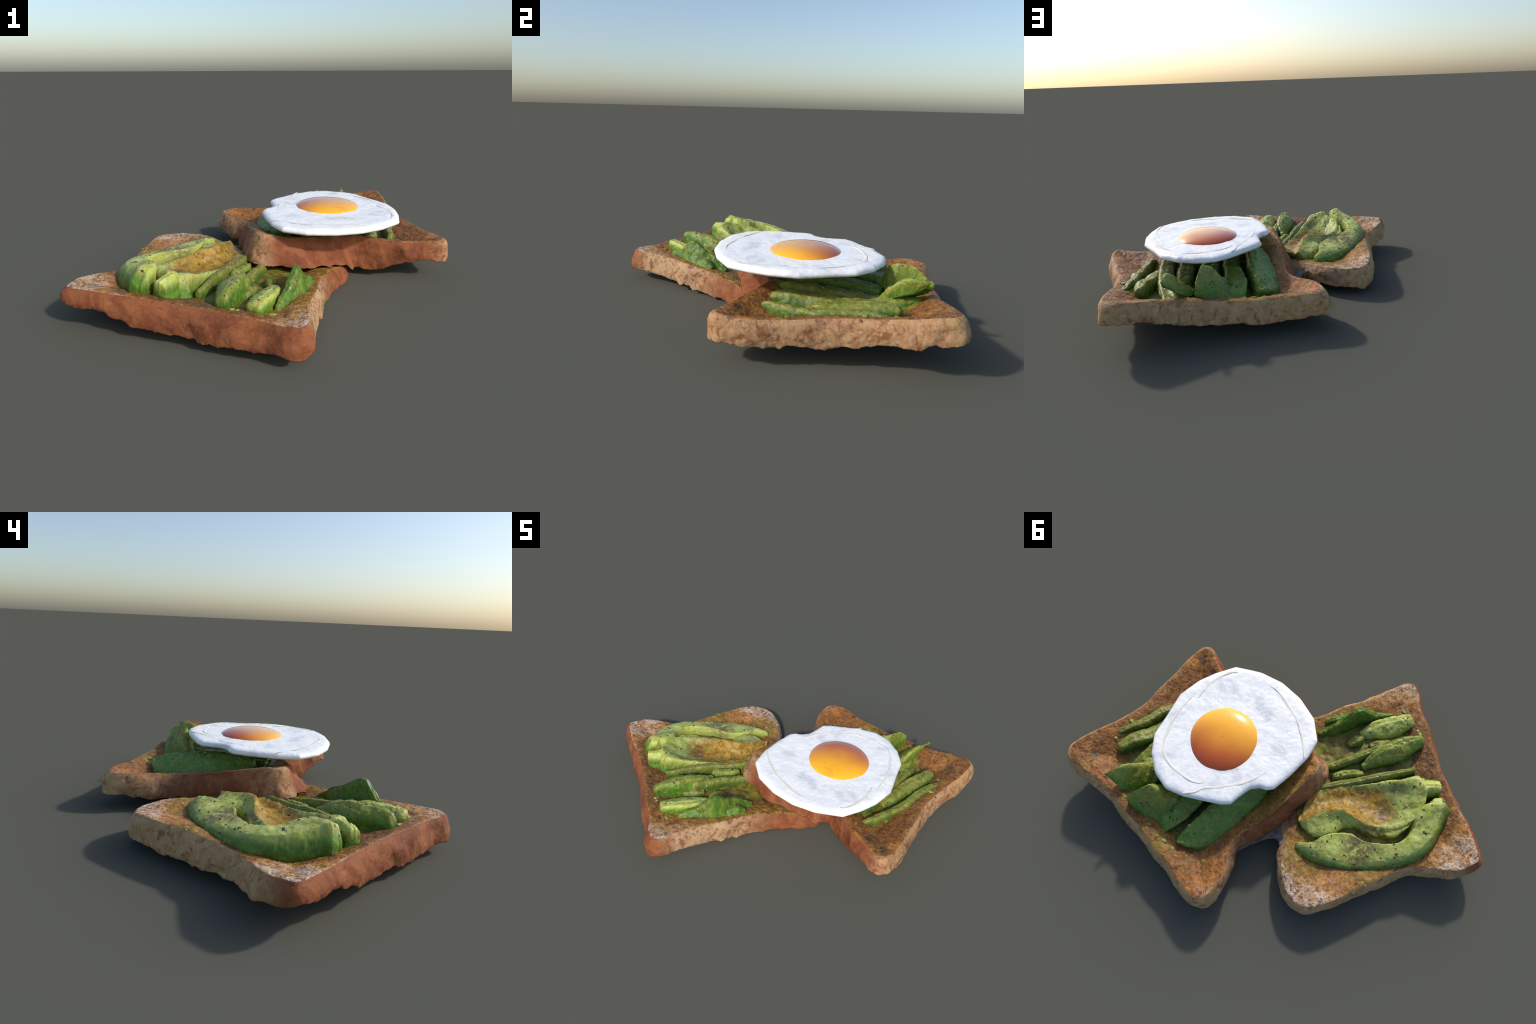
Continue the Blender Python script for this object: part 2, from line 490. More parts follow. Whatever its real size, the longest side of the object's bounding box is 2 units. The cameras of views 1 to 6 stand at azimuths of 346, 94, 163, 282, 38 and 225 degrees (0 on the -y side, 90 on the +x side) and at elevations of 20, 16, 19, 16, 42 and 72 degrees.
upper_rim = [
    (0.955, 0.770, .276, .166), (0.975, 0.735, .279, .160), (0.974, 0.690, .275, .152), (0.965, 0.620, .262, .142),
    (0.946, 0.537, .247, .128), (0.924, 0.453, .233, .114), (0.912, 0.371, .226, .100), (0.903, 0.270, .218, .087),
    (0.915, 0.209, .217, .088), (0.923, 0.124, .211, .088), (0.930, 0.021, .208, .088), (0.940, -0.051, .212, .094),
    (0.938, -0.115, .213, .096), (0.928, -0.170, .222, .100), (0.896, -0.200, .226, .098), (0.845, -0.190, .215, .100),
    (0.773, -0.162, .208, .098), (0.717, -0.143, .207, .088), (0.650, -0.101, .208, .060), (0.599, -0.072, .211, .036),
    (0.560, -0.048, .214, .028), (0.524, -0.026, .219, .030), (0.479, -0.010, .217, .040), (0.419, -0.016, .221, .065), (0.315, -0.052, .236, .100),
    (0.181, -0.090, .256, .120), (0.087, -0.112, .271, .122), (0.000, -0.110, .287, .126), (-0.050, -0.092, .298, .134),
    (-0.076, -0.046, .300, .136), (-0.072, 0.010, .290, .138), (-0.070, 0.076, .276, .130), (-0.066, 0.158, .258, .115),
    (-0.055, 0.267, .232, .105), (-0.032, 0.362, .212, .080), (-0.008, 0.443, .194, .058), (-0.004, 0.500, .185, .044),
    (-0.036, 0.578, .185, .042), (-0.083, 0.650, .190, .058), (-0.099, 0.717, .194, .066), (-0.101, 0.779, .192, .070),
    (-0.087, 0.820, .186, .064), (-0.039, 0.840, .192, .068), (0.011, 0.837, .194, .068), (0.082, 0.829, .193, .066),
    (0.151, 0.814, .188, .060), (0.208, 0.810, .188, .060), (0.268, 0.806, .191, .064), (0.337, 0.793, .196, .078),
    (0.398, 0.784, .200, .080), (0.481, 0.781, .213, .088), (0.542, 0.777, .221, .092), (0.640, 0.760, .231, .098),
    (0.683, 0.767, .240, .120), (0.772, 0.775, .254, .148), (0.866, 0.786, .266, .162), (0.920, 0.787, .273, .166),
]

TAN = ((0.33, 0.180, 0.080), (0.41, 0.255, 0.135), (0.48, 0.36, 0.235))
TAN_WARM = ((0.32, 0.150, 0.058), (0.40, 0.225, 0.105), (0.47, 0.33, 0.20))
face_low = toasted_face_material("toasted_face_buttered", (-0.27, -0.19, 0), ((0.31, 0.105, 0.009), (0.53, 0.235, 0.026), (0.12, 0.032, 0.008)),
                                 0.60, 0.9, [((0.12, -0.17), 0.30), ((-0.30, 0.30), 0.16), ((-0.62, 0.15), 0.14), ((0.0, -0.45), 0.2)])
face_up = toasted_face_material("toasted_face_browned", (0.50, 0.40, 0), ((0.33, 0.098, 0.008), (0.56, 0.215, 0.022), (0.13, 0.034, 0.008)),
                                0.74, 0.85, [((0.15, 0.12), 0.36), ((0.70, 0.40), 0.22), ((0.30, 0.72), 0.16)],
                                burnt=[((0.868, -0.128), 0.045), ((0.775, -0.108), 0.03), ((0.86, 0.68), 0.03)], inner_dark_amount=0.68)
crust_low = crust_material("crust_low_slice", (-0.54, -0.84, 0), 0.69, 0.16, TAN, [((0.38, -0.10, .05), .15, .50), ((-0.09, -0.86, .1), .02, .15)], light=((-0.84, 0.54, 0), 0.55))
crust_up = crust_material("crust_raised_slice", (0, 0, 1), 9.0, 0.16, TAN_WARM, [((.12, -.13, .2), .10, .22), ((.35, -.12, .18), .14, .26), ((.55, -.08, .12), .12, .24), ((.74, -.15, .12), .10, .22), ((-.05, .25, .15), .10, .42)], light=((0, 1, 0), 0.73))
crumb_under = plain("pale_crumb", (0.36, 0.25, 0.17), 0.85)
lining = plain("shade_darkened_lining", (0.20, 0.17, 0.155), 0.75, 0.2)  # base grey lowered to match its shaded spot under the raised slice

low_toast = thing("avocado_toast", (-0.30, -0.19, 0), "toasted bread slice topped with fanned avocado slices", "avocado toast")
up_toast = thing("avocado_toast", (0.42, 0.33, 0.06), "leaning toasted bread slice with avocado under an egg", "avocado toast")

low = Bread(lower_rim, (-0.30, -0.19), 0.031, seed=3,
            lean=lambda r: 0.012 * np.exp(-(((r[:, :2] - (-0.70, 0.05)) ** 2).sum(1)) / 0.03)
            + 0.010 * smoothstep(0.68, 0.72, -0.54 * r[:, 0] - 0.84 * r[:, 1]) * smoothstep(-0.80, -0.60, r[:, 0]) * smoothstep(-0.12, -0.30, r[:, 0]))
up = Bread(upper_rim, (0.42, 0.33), 0.054, seed=40,
           lean=lambda r: 0.012 * smoothstep(0.70, 0.78, r[:, 1]) + 0.024 * smoothstep(0.06, -0.04, r[:, 0]) * smoothstep(-0.06, 0.06, r[:, 1]) * smoothstep(0.52, 0.40, r[:, 1]),
           flare=lambda r: 0.040 * np.exp(-(((r[:, :2] - (-0.05, -0.07)) ** 2).sum(1)) / 0.012)
           + 0.075 * smoothstep(0.02, 0.14, r[:, 0]) * smoothstep(0.50, 0.40, r[:, 0]) * smoothstep(0.1, 0.0, r[:, 1]))
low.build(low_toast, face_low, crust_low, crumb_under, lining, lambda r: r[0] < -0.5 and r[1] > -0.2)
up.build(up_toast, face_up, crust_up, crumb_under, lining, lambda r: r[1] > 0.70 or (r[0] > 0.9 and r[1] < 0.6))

# ------------------------------------------------------------------ avocado pieces

def loft(name, rails, mat, owner, rind, along=110, across=64, cap=(0.012, 0.012), lumps=0.0042, fine=0.0011, seed=0, pit=None, capdrop=0.6):
    """Skin a piece over rails that run along it from one foot over the top to the other foot."""
    R = np.stack([spline(r, along) for r in rails])             # rails, along, 3
    u = np.linspace(0, len(rails) - 1, across)
    S = np.stack([spline(R[:, k], across, uniform=True) for k in range(along)])
    rv = np.interp(u, np.arange(len(rails)), rind)
    pv = np.interp(u, np.arange(len(rails)), pit if pit is not None else [0] * len(rails))

    def end(sec, inner, depth):
        foot = (sec[0] + sec[-1]) / 2
        mid = sec.mean(0)
        c = foot * capdrop + mid * (1 - capdrop)
        direction = (sec.mean(0) - inner.mean(0)) * np.array([1, 1, 0])
        direction /= np.linalg.norm(direction) + 1e-9
        rings = []
        for a in np.linspace(0, 0.5 * math.pi, 10)[1:]:
            rings.append(c + (sec - c) * (math.cos(a) ** 0.8 if a < 1.5 else 0.02) + direction * depth * math.sin(a))
        return rings
    first = end(S[0], S[4], cap[0])[::-1]
    final = end(S[-1], S[-5], cap[1])
    rows = first + list(S) + final
    V = np.concatenate(rows)
    capfade = np.concatenate([np.linspace(1, 0.0, len(first)), np.zeros(along), np.linspace(0.0, 1, len(final))])
    rvals = np.concatenate([np.maximum(rv, c * 0.9) for c in capfade])
    vv = np.concatenate([np.zeros(len(first)), np.linspace(0, 1, along), np.ones(len(final))])
    pvals = np.concatenate([pv * (1 - c) * (1 - 0.95 * smoothstep(0.58, 0.80, v)) for c, v in zip(capfade, vv)])
    F = grid_faces(len(rows), across)
    Nn = vertex_normals(V, F)
    if Nn[(len(rows) // 2) * across + across // 2, 2] < 0:
        F, Nn = F[:, ::-1], -Nn
    V = V + Nn * (lumps * fbm(V, 24, 3, seed) + fine * fbm(V, 85, 2, seed + 3))[:, None]
    at = {"rind": rvals}
    if pit is not None:
        at["pit"] = pvals
    return adopt(owner, make_mesh(name, V, F, [mat], attrs=at))


def ridge(name, crest, width_l, width_r, top, bread, mat, owner, rind=(1, .75, .12, 0, .12, .75, 1), sink=0.014, belly=0.80, taper=0.55, **kw):
    """A slice standing along a crest line; widths are the reach of its flanks to either side."""
    C = spline(crest, 12)
    t = np.gradient(C[:, :2], axis=0)
    t /= np.linalg.norm(t, axis=1, keepdims=True)
    nl = np.column_stack([-t[:, 1], t[:, 0]])
    x = np.linspace(0, 1, 12)
    prof = taper + (1 - taper) * np.clip(np.sin(np.pi * np.clip(x, 0.02, 0.98)), 0, 1) ** 0.5
    def as_line(w):
        return np.interp(x, np.linspace(0, 1, len(w)), w) if hasattr(w, "__len__") else np.full(12, w)
    wl, wr, tp = as_line(width_l) * prof, as_line(width_r) * prof, as_line(top) * prof
    def foot(n, w):
        q = C[:, :2] + n * w[:, None]
        return np.column_stack([q, np.minimum(bread.z(q) - sink, C[:, 2] - 0.01)])
    def at(n, w, zf, base):
        q = C[:, :2] + n * w[:, None]
        return np.column_stack([q, base[:, 2] + (C[:, 2] - base[:, 2]) * zf])
    tp = tp * 1.35
    C[:, 2] += 0.003 * vnoise(C, 26, 5) - 0.005
    bl, br = foot(nl, wl), foot(-nl, wr)
    rails = [bl, at(nl, tp + (wl - tp) * belly, 0.62, bl), at(nl, tp, 0.97, bl), C, at(-nl, tp, 0.97, br), at(-nl, tp + (wr - tp) * belly, 0.62, br), br]
    return loft(name, rails, mat, owner, rind, **kw)


FLESH = ((0.37, 0.43, 0.080), (0.49, 0.54, 0.150), (0.56, 0.54, 0.22))
RIND = ((0.046, 0.120, 0.010), (0.102, 0.218, 0.020))
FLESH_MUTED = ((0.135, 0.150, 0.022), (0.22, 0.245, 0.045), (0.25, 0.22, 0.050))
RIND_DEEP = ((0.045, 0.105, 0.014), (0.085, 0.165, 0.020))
flesh_light = avocado_material("avocado_flesh_light", FLESH, RIND, stain=[((-0.50, 0.09, .19), 0.10, 0.85), ((-0.43, 0.07, .19), 0.07, 0.5), ((-0.56, 0.02, .2), 0.07, 0.35)])
flesh_pit = avocado_material("avocado_flesh_hollow", tuple(tuple(c * 0.84 for c in k) for k in FLESH), RIND, ochre_amount=0.92, stain=[((-0.51, -0.03, .17), 0.09, 0.9, (0.070, 0.050, 0.014)), ((-0.44, -0.01, .16), 0.06, 0.8, (0.070, 0.050, 0.014)), ((-0.48, -0.16, .15), 0.09, 0.8), ((-0.43, -0.30, .2), 0.06, 0.6)])  # near-black brown spots along the gap beside the crescent
flesh_green = avocado_material("avocado_flesh_green", ((0.165, 0.205, 0.026), (0.28, 0.315, 0.056), (0.33, 0.29, 0.070)), RIND)
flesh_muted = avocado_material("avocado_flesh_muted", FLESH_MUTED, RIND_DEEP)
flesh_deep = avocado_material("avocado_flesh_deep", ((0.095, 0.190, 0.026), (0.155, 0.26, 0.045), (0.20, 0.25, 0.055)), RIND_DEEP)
skin_green = avocado_material("avocado_skin_green", ((0.062, 0.140, 0.012), (0.095, 0.190, 0.018), (0.13, 0.20, 0.026)), ((0.045, 0.115, 0.009), (0.090, 0.185, 0.016)))

A = "avocado_slice"


def foot_of(pts, bread, sink=0.014):
    p = np.array(pts, float)
    return np.column_stack([p[:, :2], bread.z(p) - sink])


# crescent lying along the far side of the lower slice
c_in = [(-.247, .262, .172), (-.296, .216, .192), (-.316, .155, .192), (-.358, .097, .198), (-.410, .053, .198), (-.477, .038, .202), (-.541, -.002, .208),
        (-.602, -.055, .215), (-.628, -.108, .225), (-.627, -.173, .236), (-.593, -.238, .255), (-.588, -.300, .266), (-.604, -.340, .270)]
c_out = [(-.262, .280, .166), (-.310, .260, .176), (-.352, .245, .178), (-.418, .220, .176), (-.492, .180, .176), (-.566, .112, .182), (-.637, .018, .190),
         (-.693, -.080, .202), (-.708, -.182, .216), (-.687, -.265, .234), (-.660, -.327, .252), (-.646, -.366, .268), (-.634, -.382, .270)]
c_foot = foot_of([(-.259, .295), (-.305, .300), (-.350, .288), (-.424, .254), (-.517, .193), (-.600, .110), (-.675, .015), (-.728, -.085), (-.742, -.165), (-.728, -.252), (-.704, -.318), (-.690, -.370), (-.668, -.402)], low)
cin, cout, cf = map(np.array, (c_in, c_out, c_foot))
along_c = np.linspace(0, 1, len(cin))
swell = smoothstep(0.34, 0.62, along_c) * smoothstep(1.02, 0.90, along_c)
cf[:, :2] += (cf - cin)[:, :2] * (0.16 * swell)[:, None]
cout = cout + np.column_stack([(cf - cout)[:, :2] * (0.30 * swell)[:, None], 0.014 * swell])
def over(t):
    return cin * (1 - t) + cout * t + np.column_stack([np.zeros((len(cin), 2)), 0.004 + (0.008 + 0.020 * swell) * t * (1 - t)])


lowmid = cout * 0.45 + cf * 0.55 + np.column_stack([(cf - cout)[:, :2] * 0.34, np.full(len(cf), 0.006)])
inner_foot = foot_of(cin, low)
inner_foot[:, :2] -= (cout - cin)[:, :2] * 0.12
loft(A, [inner_foot, (inner_foot + cin) / 2, cin, over(.14), over(.5), over(.84), cout, lowmid, cf], flesh_light, low_toast,
     [.55, .45, .12, 0, 0, 0.05, .36, .95, 1], along=200, across=80, cap=(0.02, 0.03), seed=1, lumps=0.0024, fine=0.0006)

# the half with the stone's hollow: pale wall, crest, ochre valley, rising to a second crest
s2_low = [(-.205, .190, .150), (-.28, .183, .172), (-.33, .130, .185), (-.365, .040, .170), (-.411, .008, .168), (-.463, -.004, .172), (-.53, -.05, .172), (-.585, -.10, .185), (-.60, -.17, .205)]
s2_crest = [(-.168, .182, .186), (-.195, .133, .195), (-.230, .064, .208), (-.283, -.001, .224), (-.336, -.017, .220), (-.388, -.030, .209), (-.449, -.054, .196), (-.526, -.112, .194), (-.585, -.185, .216), (-.598, -.255, .243)]
s2_ochre = [(-.165, .150, .172), (-.195, .095, .180), (-.230, .025, .178), (-.285, -.045, .176), (-.345, -.065, .172), (-.410, -.085, .165), (-.470, -.115, .160), (-.530, -.175, .184), (-.572, -.235, .222), (-.578, -.298, .246)]
trough = [(-.135, .085, .160), (-.172, .039, .163), (-.226, -.038, .155), (-.290, -.110, .152), (-.350, -.135, .150), (-.420, -.160, .147), (-.480, -.195, .154), (-.525, -.240, .190), (-.555, -.290, .228), (-.560, -.338, .250)]
rise = [(-.120, .045, .158), (-.160, -.020, .163), (-.210, -.090, .166), (-.270, -.145, .160), (-.335, -.195, .163), (-.400, -.245, .172), (-.450, -.290, .188), (-.490, -.325, .220), (-.520, -.350, .243), (-.535, -.378, .260)]
s3_crest = [(-.110, .010, .155), (-.150, -.050, .163), (-.200, -.120, .168), (-.270, -.185, .176), (-.337, -.257, .192), (-.385, -.310, .208), (-.420, -.345, .222), (-.448, -.380, .236), (-.470, -.410, .241), (-.492, -.412, .242)]
s3_foot = foot_of([(-.105, -.005), (-.140, -.070), (-.190, -.140), (-.260, -.210), (-.325, -.280), (-.370, -.332), (-.402, -.370), (-.428, -.410), (-.455, -.446), (-.490, -.450)], low)
s2_foot = foot_of(s2_low, low)
s3_mid = (np.array(s3_crest) + s3_foot) / 2
loft(A, [s2_foot, s2_low, [((a[0] + b[0]) / 2, (a[1] + b[1]) / 2, (a[2] + b[2]) / 2) for a, b in zip(s2_low, s2_crest)], s2_crest, s2_ochre, trough, rise, s3_crest, s3_mid, s3_foot],
     flesh_pit, low_toast, [.7, .35, .12, 0.05, 0, 0, 0.05, .10, .7, 1], along=170, across=110, cap=(0.02, 0.035), seed=2, lumps=0.004,
     pit=[0, .0, .05, .55, 1.0, 1.0, .55, .1, 0, 0])
# corner block at the half's end
ridge(A, [(-.500, -.365, .240), (-.523, -.384, .262), (-.551, -.413, .262), (-.585, -.446, .254)], [.05, .05, .05], [.055, .05, .045], .012, low, flesh_light, low_toast, taper=.8, cap=(.02, .012), seed=5)
# thin slices beside it
ridge(A, [(-.100, .000, .166), (-.130, -.040, .178), (-.185, -.115, .183), (-.242, -.190, .191), (-.310, -.285, .200), (-.361, -.358, .201), (-.424, -.447, .195)], .026, .030, .009, low, flesh_muted, low_toast, seed=6, lumps=0.003)
ridge(A, [(-.135, -.129, .170), (-.170, -.180, .181), (-.204, -.220, .184), (-.235, -.245, .176)], .032, .034, .012, low, flesh_green, low_toast, seed=7)
ridge(A, [(-.066, -.140, .158), (-.093, -.178, .168), (-.126, -.236, .183), (-.167, -.318, .200), (-.208, -.402, .214), (-.222, -.430, .205)], .032, .028, .009, low, flesh_muted, low_toast, seed=8)
ridge(A, [(-.212, -.290, .182), (-.226, -.372, .224), (-.266, -.458, .244), (-.310, -.543, .248), (-.338, -.592, .236)], [.03, .04, .048, .045], [.05, .082, .085, .065], [.010, .014, .016, .014], low, flesh_green, low_toast, seed=9, cap=(.02, .03), taper=.55, rind=(1, .9, .35, .15, .25, .6, 1))
ridge(A, [(-.165, -.405, .172), (-.195, -.440, .184), (-.240, -.490, .180)], .032, .036, .012, low, flesh_muted, low_toast, seed=10)
ridge(A, [(-.078, -.430, .168), (-.085, -.447, .178), (-.115, -.517, .198), (-.168, -.590, .209), (-.217, -.658, .214)], [.02, .03, .036, .04], [.05, .085, .088, .078], [.012, .016, .018, .017], low, flesh_light, low_toast, seed=11, cap=(.02, .022), taper=.6, rind=(1, .7, .15, .05, .0, .12, .75))
ridge(A, [(-.072, -.330, .162), (-.085, -.370, .178), (-.095, -.410, .174)], .036, .036, .014, low, flesh_muted, low_toast, seed=12)
# flap of flesh standing on edge near the front crust
ridge(A, [(.088, -.275, .150), (.070, -.298, .170), (.050, -.343, .206), (.027, -.400, .230), (.010, -.450, .264), (-.010, -.490, .272), (-.045, -.520, .232), (-.085, -.565, .192), (-.130, -.625, .176)], [.055, .06, .06, .05, .045, .04], [.05, .05, .045, .035, .03], [.006, .008, .01, .008], low, skin_green, low_toast, seed=13, belly=.35, taper=.5, lumps=.005)
ridge(A, [(.105, -.350, .160), (.079, -.380, .190), (.060, -.415, .186), (.040, -.45, .165)], .035, .03, .008, low, skin_green, low_toast, seed=14, belly=.4)

def mash(owner, bread, border, mat, height, seed):
    """Low uneven bed of mashed avocado filling the gaps under the slices."""
    edge = spline(np.array([(x, y, 0) for x, y in border]), 240, closed=True)[:, :2]
    c = edge.mean(0)
    rows = []
    for f in np.linspace(0.02, 1.0, 60):
        q = c + (edge - c) * f
        z = bread.z(q)
        lift = height * (1 - smoothstep(0.70, 1.0, np.full(len(q), f))) - 0.006 * smoothstep(0.9, 1, f)
        P = np.column_stack([q, z])
        rows.append(np.column_stack([q, z + lift * (1 + 0.7 * fbm(P, 15, 3, seed)) + 0.002 * vnoise(P, 60, seed)]))
    V = np.concatenate(rows)
    F = grid_faces(len(rows), 240)
    if vertex_normals(V, F)[:, 2].mean() < 0:
        F = F[:, ::-1]
    return adopt(owner, make_mesh("avocado_mash", V, F, [mat]))


def mash_material():
    n = Nodes("avocado_mash")
    a = n.noise(16, 4, 0.6, seed=3.0)
    col = n.mix(n.ramp(a, 0.36, 0.62), (0.115, 0.085, 0.016), (0.25, 0.20, 0.032))  # dark olive tint chosen from the shadows between slices
    col = n.mix(n.ramp(n.noise(24, 4, 0.6, seed=8.0), 0.52, 0.66), col, (0.165, 0.215, 0.030))
    col = n.mix(n.ramp(n.noise(55, 3, 0.6, seed=5.0), 0.62, 0.72, 0, 0.8), col, (0.06, 0.035, 0.015))
    return n.finish(col, 0.45, n.bump(n.noise(40, 4, 0.6), 0.4, 0.008), Specular_IOR_Level=0.4)


mash_mat = mash_material()
mash(low_toast, low, [(-.26, .24), (-.42, .19), (-.56, .08), (-.65, -.08), (-.66, -.22), (-.60, -.36), (-.48, -.42), (-.36, -.54), (-.24, -.60), (-.10, -.55), (.06, -.34), (.14, -.20), (.08, -.05), (-.06, .10), (-.16, .20)], mash_mat, .010, 71)
mash(up_toast, up, [(.85, .48), (.77, .58), (.70, .68), (.60, .725), (.48, .735), (.33, .70), (.20, .69), (.10, .60), (.08, .40), (.07, .20), (.09, .02), (.30, -.02), (.55, .02), (.70, .05), (.77, .20), (.82, .36)], mash_mat, .008, 72)
# scrap of lining, its grey dimmed for shade, caught between the two slices
loft("lining_scrap", [[(-.178, .338, .112), (-.135, .322, .080), (-.095, .360, .062), (-.050, .440, .040), (-.020, .520, .026)],
                      [(-.165, .285, .112), (-.105, .270, .095), (-.070, .320, .085), (-.040, .400, .062), (-.010, .490, .040)],
                      [(-.150, .235, .125), (-.075, .225, .112), (-.045, .285, .104), (-.028, .360, .082), (-.002, .460, .055)],
                      [(-.140, .230, .110), (-.065, .218, .098), (-.030, .278, .090), (-.014, .352, .068), (.012, .450, .042)],
                      [(-.160, .320, .100), (-.118, .305, .070), (-.078, .344, .052), (-.034, .424, .030), (-.004, .505, .016)]],
     lining, low_toast, [0, 0, 0, 0, 0], along=60, across=40, cap=(.004, .004), seed=60, lumps=.004, capdrop=.1)

# --- slices on the leaning toast
ridge(A, [(.690, -.005, .196), (.706, .018, .208), (.745, .110, .205), (.785, .215, .210), (.802, .255, .214), (.810, .320, .226), (.826, .382, .236), (.846, .440, .240), (.870, .500, .234)], .028, .030, .010, up, flesh_muted, up_toast, seed=21, along=150)
ridge(A, [(.690, .200, .200), (.712, .300, .215), (.735, .390, .230), (.755, .440, .243), (.778, .493, .252), (.797, .558, .244)], [.032, .036, .04], [.05, .06, .055], [.014, .018, .018], up, flesh_muted, up_toast, seed=22, cap=(.02, .02))
ridge(A, [(.600, .030, .208), (.617, .080, .226), (.640, .200, .222), (.660, .330, .218), (.672, .450, .216), (.672, .560, .208), (.664, .650, .192)], [.06, .06, .055, .05], [.05, .05, .04], .020, up, flesh_muted, up_toast, seed=23, along=150)
ridge(A, [(.480, .050, .216), (.500, .130, .228), (.530, .260, .222), (.560, .400, .212), (.590, .500, .204)], .055, .06, .022, up, flesh_muted, up_toast, seed=24, along=130)
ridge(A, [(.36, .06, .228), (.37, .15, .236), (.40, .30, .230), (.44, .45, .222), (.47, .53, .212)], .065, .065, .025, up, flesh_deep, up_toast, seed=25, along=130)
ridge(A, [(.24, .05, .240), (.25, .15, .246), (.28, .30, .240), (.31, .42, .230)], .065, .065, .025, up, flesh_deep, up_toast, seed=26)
ridge(A, [(.635, .480, .208), (.622, .570, .220), (.606, .640, .222), (.592, .705, .208)], .045, .05, .018, up, flesh_green, up_toast, seed=31, cap=(.02, .015))
# pointed wedge leaning out over the far edge
tip = np.array([.682, .710, .306])
loft(A, [[tip + (0.000, -0.006, -0.022), (.640, .690, .262), (.588, .680, .215), (.545, .620, .190), (.525, .560, .182)],
         [tip + (0.005, 0.000, -0.014), (.652, .712, .262), (.604, .708, .236), (.562, .660, .205), (.530, .590, .188)],
         [tip + (0.014, 0.003, 0.004), (.672, .700, .292), (.640, .690, .276), (.585, .630, .240), (.545, .565, .195)],
         [tip + (0.014, 0.000, 0.014), (.680, .668, .318), (.652, .630, .316), (.615, .565, .270), (.565, .520, .200)],
         [tip + (0.010, -0.006, 0.011), (.684, .660, .310), (.664, .605, .310), (.632, .548, .262), (.585, .500, .195)],
         [tip + (0.000, -0.012, -0.011), (.676, .655, .262), (.660, .600, .240), (.635, .538, .205), (.600, .480, .182)]],
     flesh_green, up_toast, [1, .95, .5, .05, .2, .9], cap=(.010, .03), seed=27, capdrop=.2)
# tall chunk with a broad face towards the far crust
tip = np.array([.528, .724, .280])
loft(A, [[tip + (-0.005, 0.006, -0.060), (.470, .742, .165), (.400, .728, .165), (.345, .670, .170), (.315, .600, .180)],
         [tip + (0.000, 0.006, -0.030), (.483, .726, .232), (.432, .712, .208), (.372, .668, .195), (.335, .600, .190)],
         [tip + (0.000, 0.000, -0.009), (.500, .700, .285), (.462, .672, .270), (.405, .635, .245), (.360, .580, .212)],
         [tip + (0.010, -0.003, 0.011), (.504, .672, .320), (.470, .606, .324), (.428, .588, .306), (.378, .558, .232)],
         [tip + (0.014, -0.009, 0.007), (.516, .668, .318), (.486, .590, .318), (.445, .560, .290), (.388, .535, .220)],
         [tip + (0.019, -0.015, -0.060), (.528, .660, .20), (.505, .570, .20), (.460, .540, .200), (.395, .500, .200)]],
     flesh_green, up_toast, [.95, .75, .5, .15, .35, .9], cap=(.008, .02), seed=28, capdrop=.3)
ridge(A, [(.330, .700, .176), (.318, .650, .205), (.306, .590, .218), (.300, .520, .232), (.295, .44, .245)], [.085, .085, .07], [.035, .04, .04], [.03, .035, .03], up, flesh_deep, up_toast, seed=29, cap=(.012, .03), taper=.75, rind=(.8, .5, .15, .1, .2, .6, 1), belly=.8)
# broad wedge by the raised edge
w_l = [(.206, .690, .196), (.211, .628, .228), (.206, .517, .242), (.203, .447, .250), (.185, .330, .262), (.150, .200, .272), (.130, .090, .275)]
w_r = [(.090, .612, .160), (.068, .553, .160), (.060, .476, .178), (.055, .398, .195), (.048, .323, .206), (.052, .231, .226), (.070, .110, .245)]
wl, wr = np.array(w_l), np.array(w_r)
ft_l = foot_of(wl, up); ft_l[:, 0] += .035
ft_r = foot_of(wr, up); ft_r[:, 0] -= .012
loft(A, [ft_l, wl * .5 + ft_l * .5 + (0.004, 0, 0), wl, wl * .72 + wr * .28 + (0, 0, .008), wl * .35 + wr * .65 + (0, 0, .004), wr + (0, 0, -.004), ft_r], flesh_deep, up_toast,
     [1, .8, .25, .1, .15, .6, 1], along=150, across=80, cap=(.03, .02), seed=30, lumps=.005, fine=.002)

# ------------------------------------------------------------------ crumbs, smears and pepper

def scatter(name, owner, mat, centers, size, flat, seed, kind="stuff"):
    rng = np.random.default_rng(seed)
    t = (1 + 5 ** 0.5) / 2
    ico = np.array([(-1, t, 0), (1, t, 0), (-1, -t, 0), (1, -t, 0), (0, -1, t), (0, 1, t), (0, -1, -t), (0, 1, -t), (t, 0, -1), (t, 0, 1), (-t, 0, -1), (-t, 0, 1)]) / 1.9
    tri = [(0, 11, 5), (0, 5, 1), (0, 1, 7), (0, 7, 10), (0, 10, 11), (1, 5, 9), (5, 11, 4), (11, 10, 2), (10, 7, 6), (7, 1, 8), (3, 9, 4), (3, 4, 2), (3, 2, 6), (3, 6, 8), (3, 8, 9), (4, 9, 5), (2, 4, 11), (6, 2, 10), (8, 6, 7), (9, 8, 1)]
    V, F = [], []
    for p, nrm in centers:
        nrm = Vector(nrm).normalized()
        q = nrm.to_track_quat("Z", "Y").to_matrix()
        a = rng.uniform(0, 2 * np.pi)
        s = size * np.exp(rng.normal(0, 0.38))
        st = rng.uniform(0.8, 1.7)
        k = len(V)
        for v in ico * (1 + 0.25 * rng.normal(size=(12, 1))):
            w = Vector((s * st * (v[0] * math.cos(a) - v[1] * math.sin(a)), s * (v[0] * math.sin(a) + v[1] * math.cos(a)), s * flat * v[2]))
            V.append(Vector(p) + q @ w)
        F += [tuple(i + k for i in f) for f in tri]
    me = bpy.data.meshes.new(name)
    me.from_pydata([tuple(v) for v in V], [], F)
    me.materials.append(mat)
    ob = bpy.data.objects.new(name, me)
    scene.collection.objects.link(ob)
    ob["kind"] = kind
    return adopt(owner, ob)


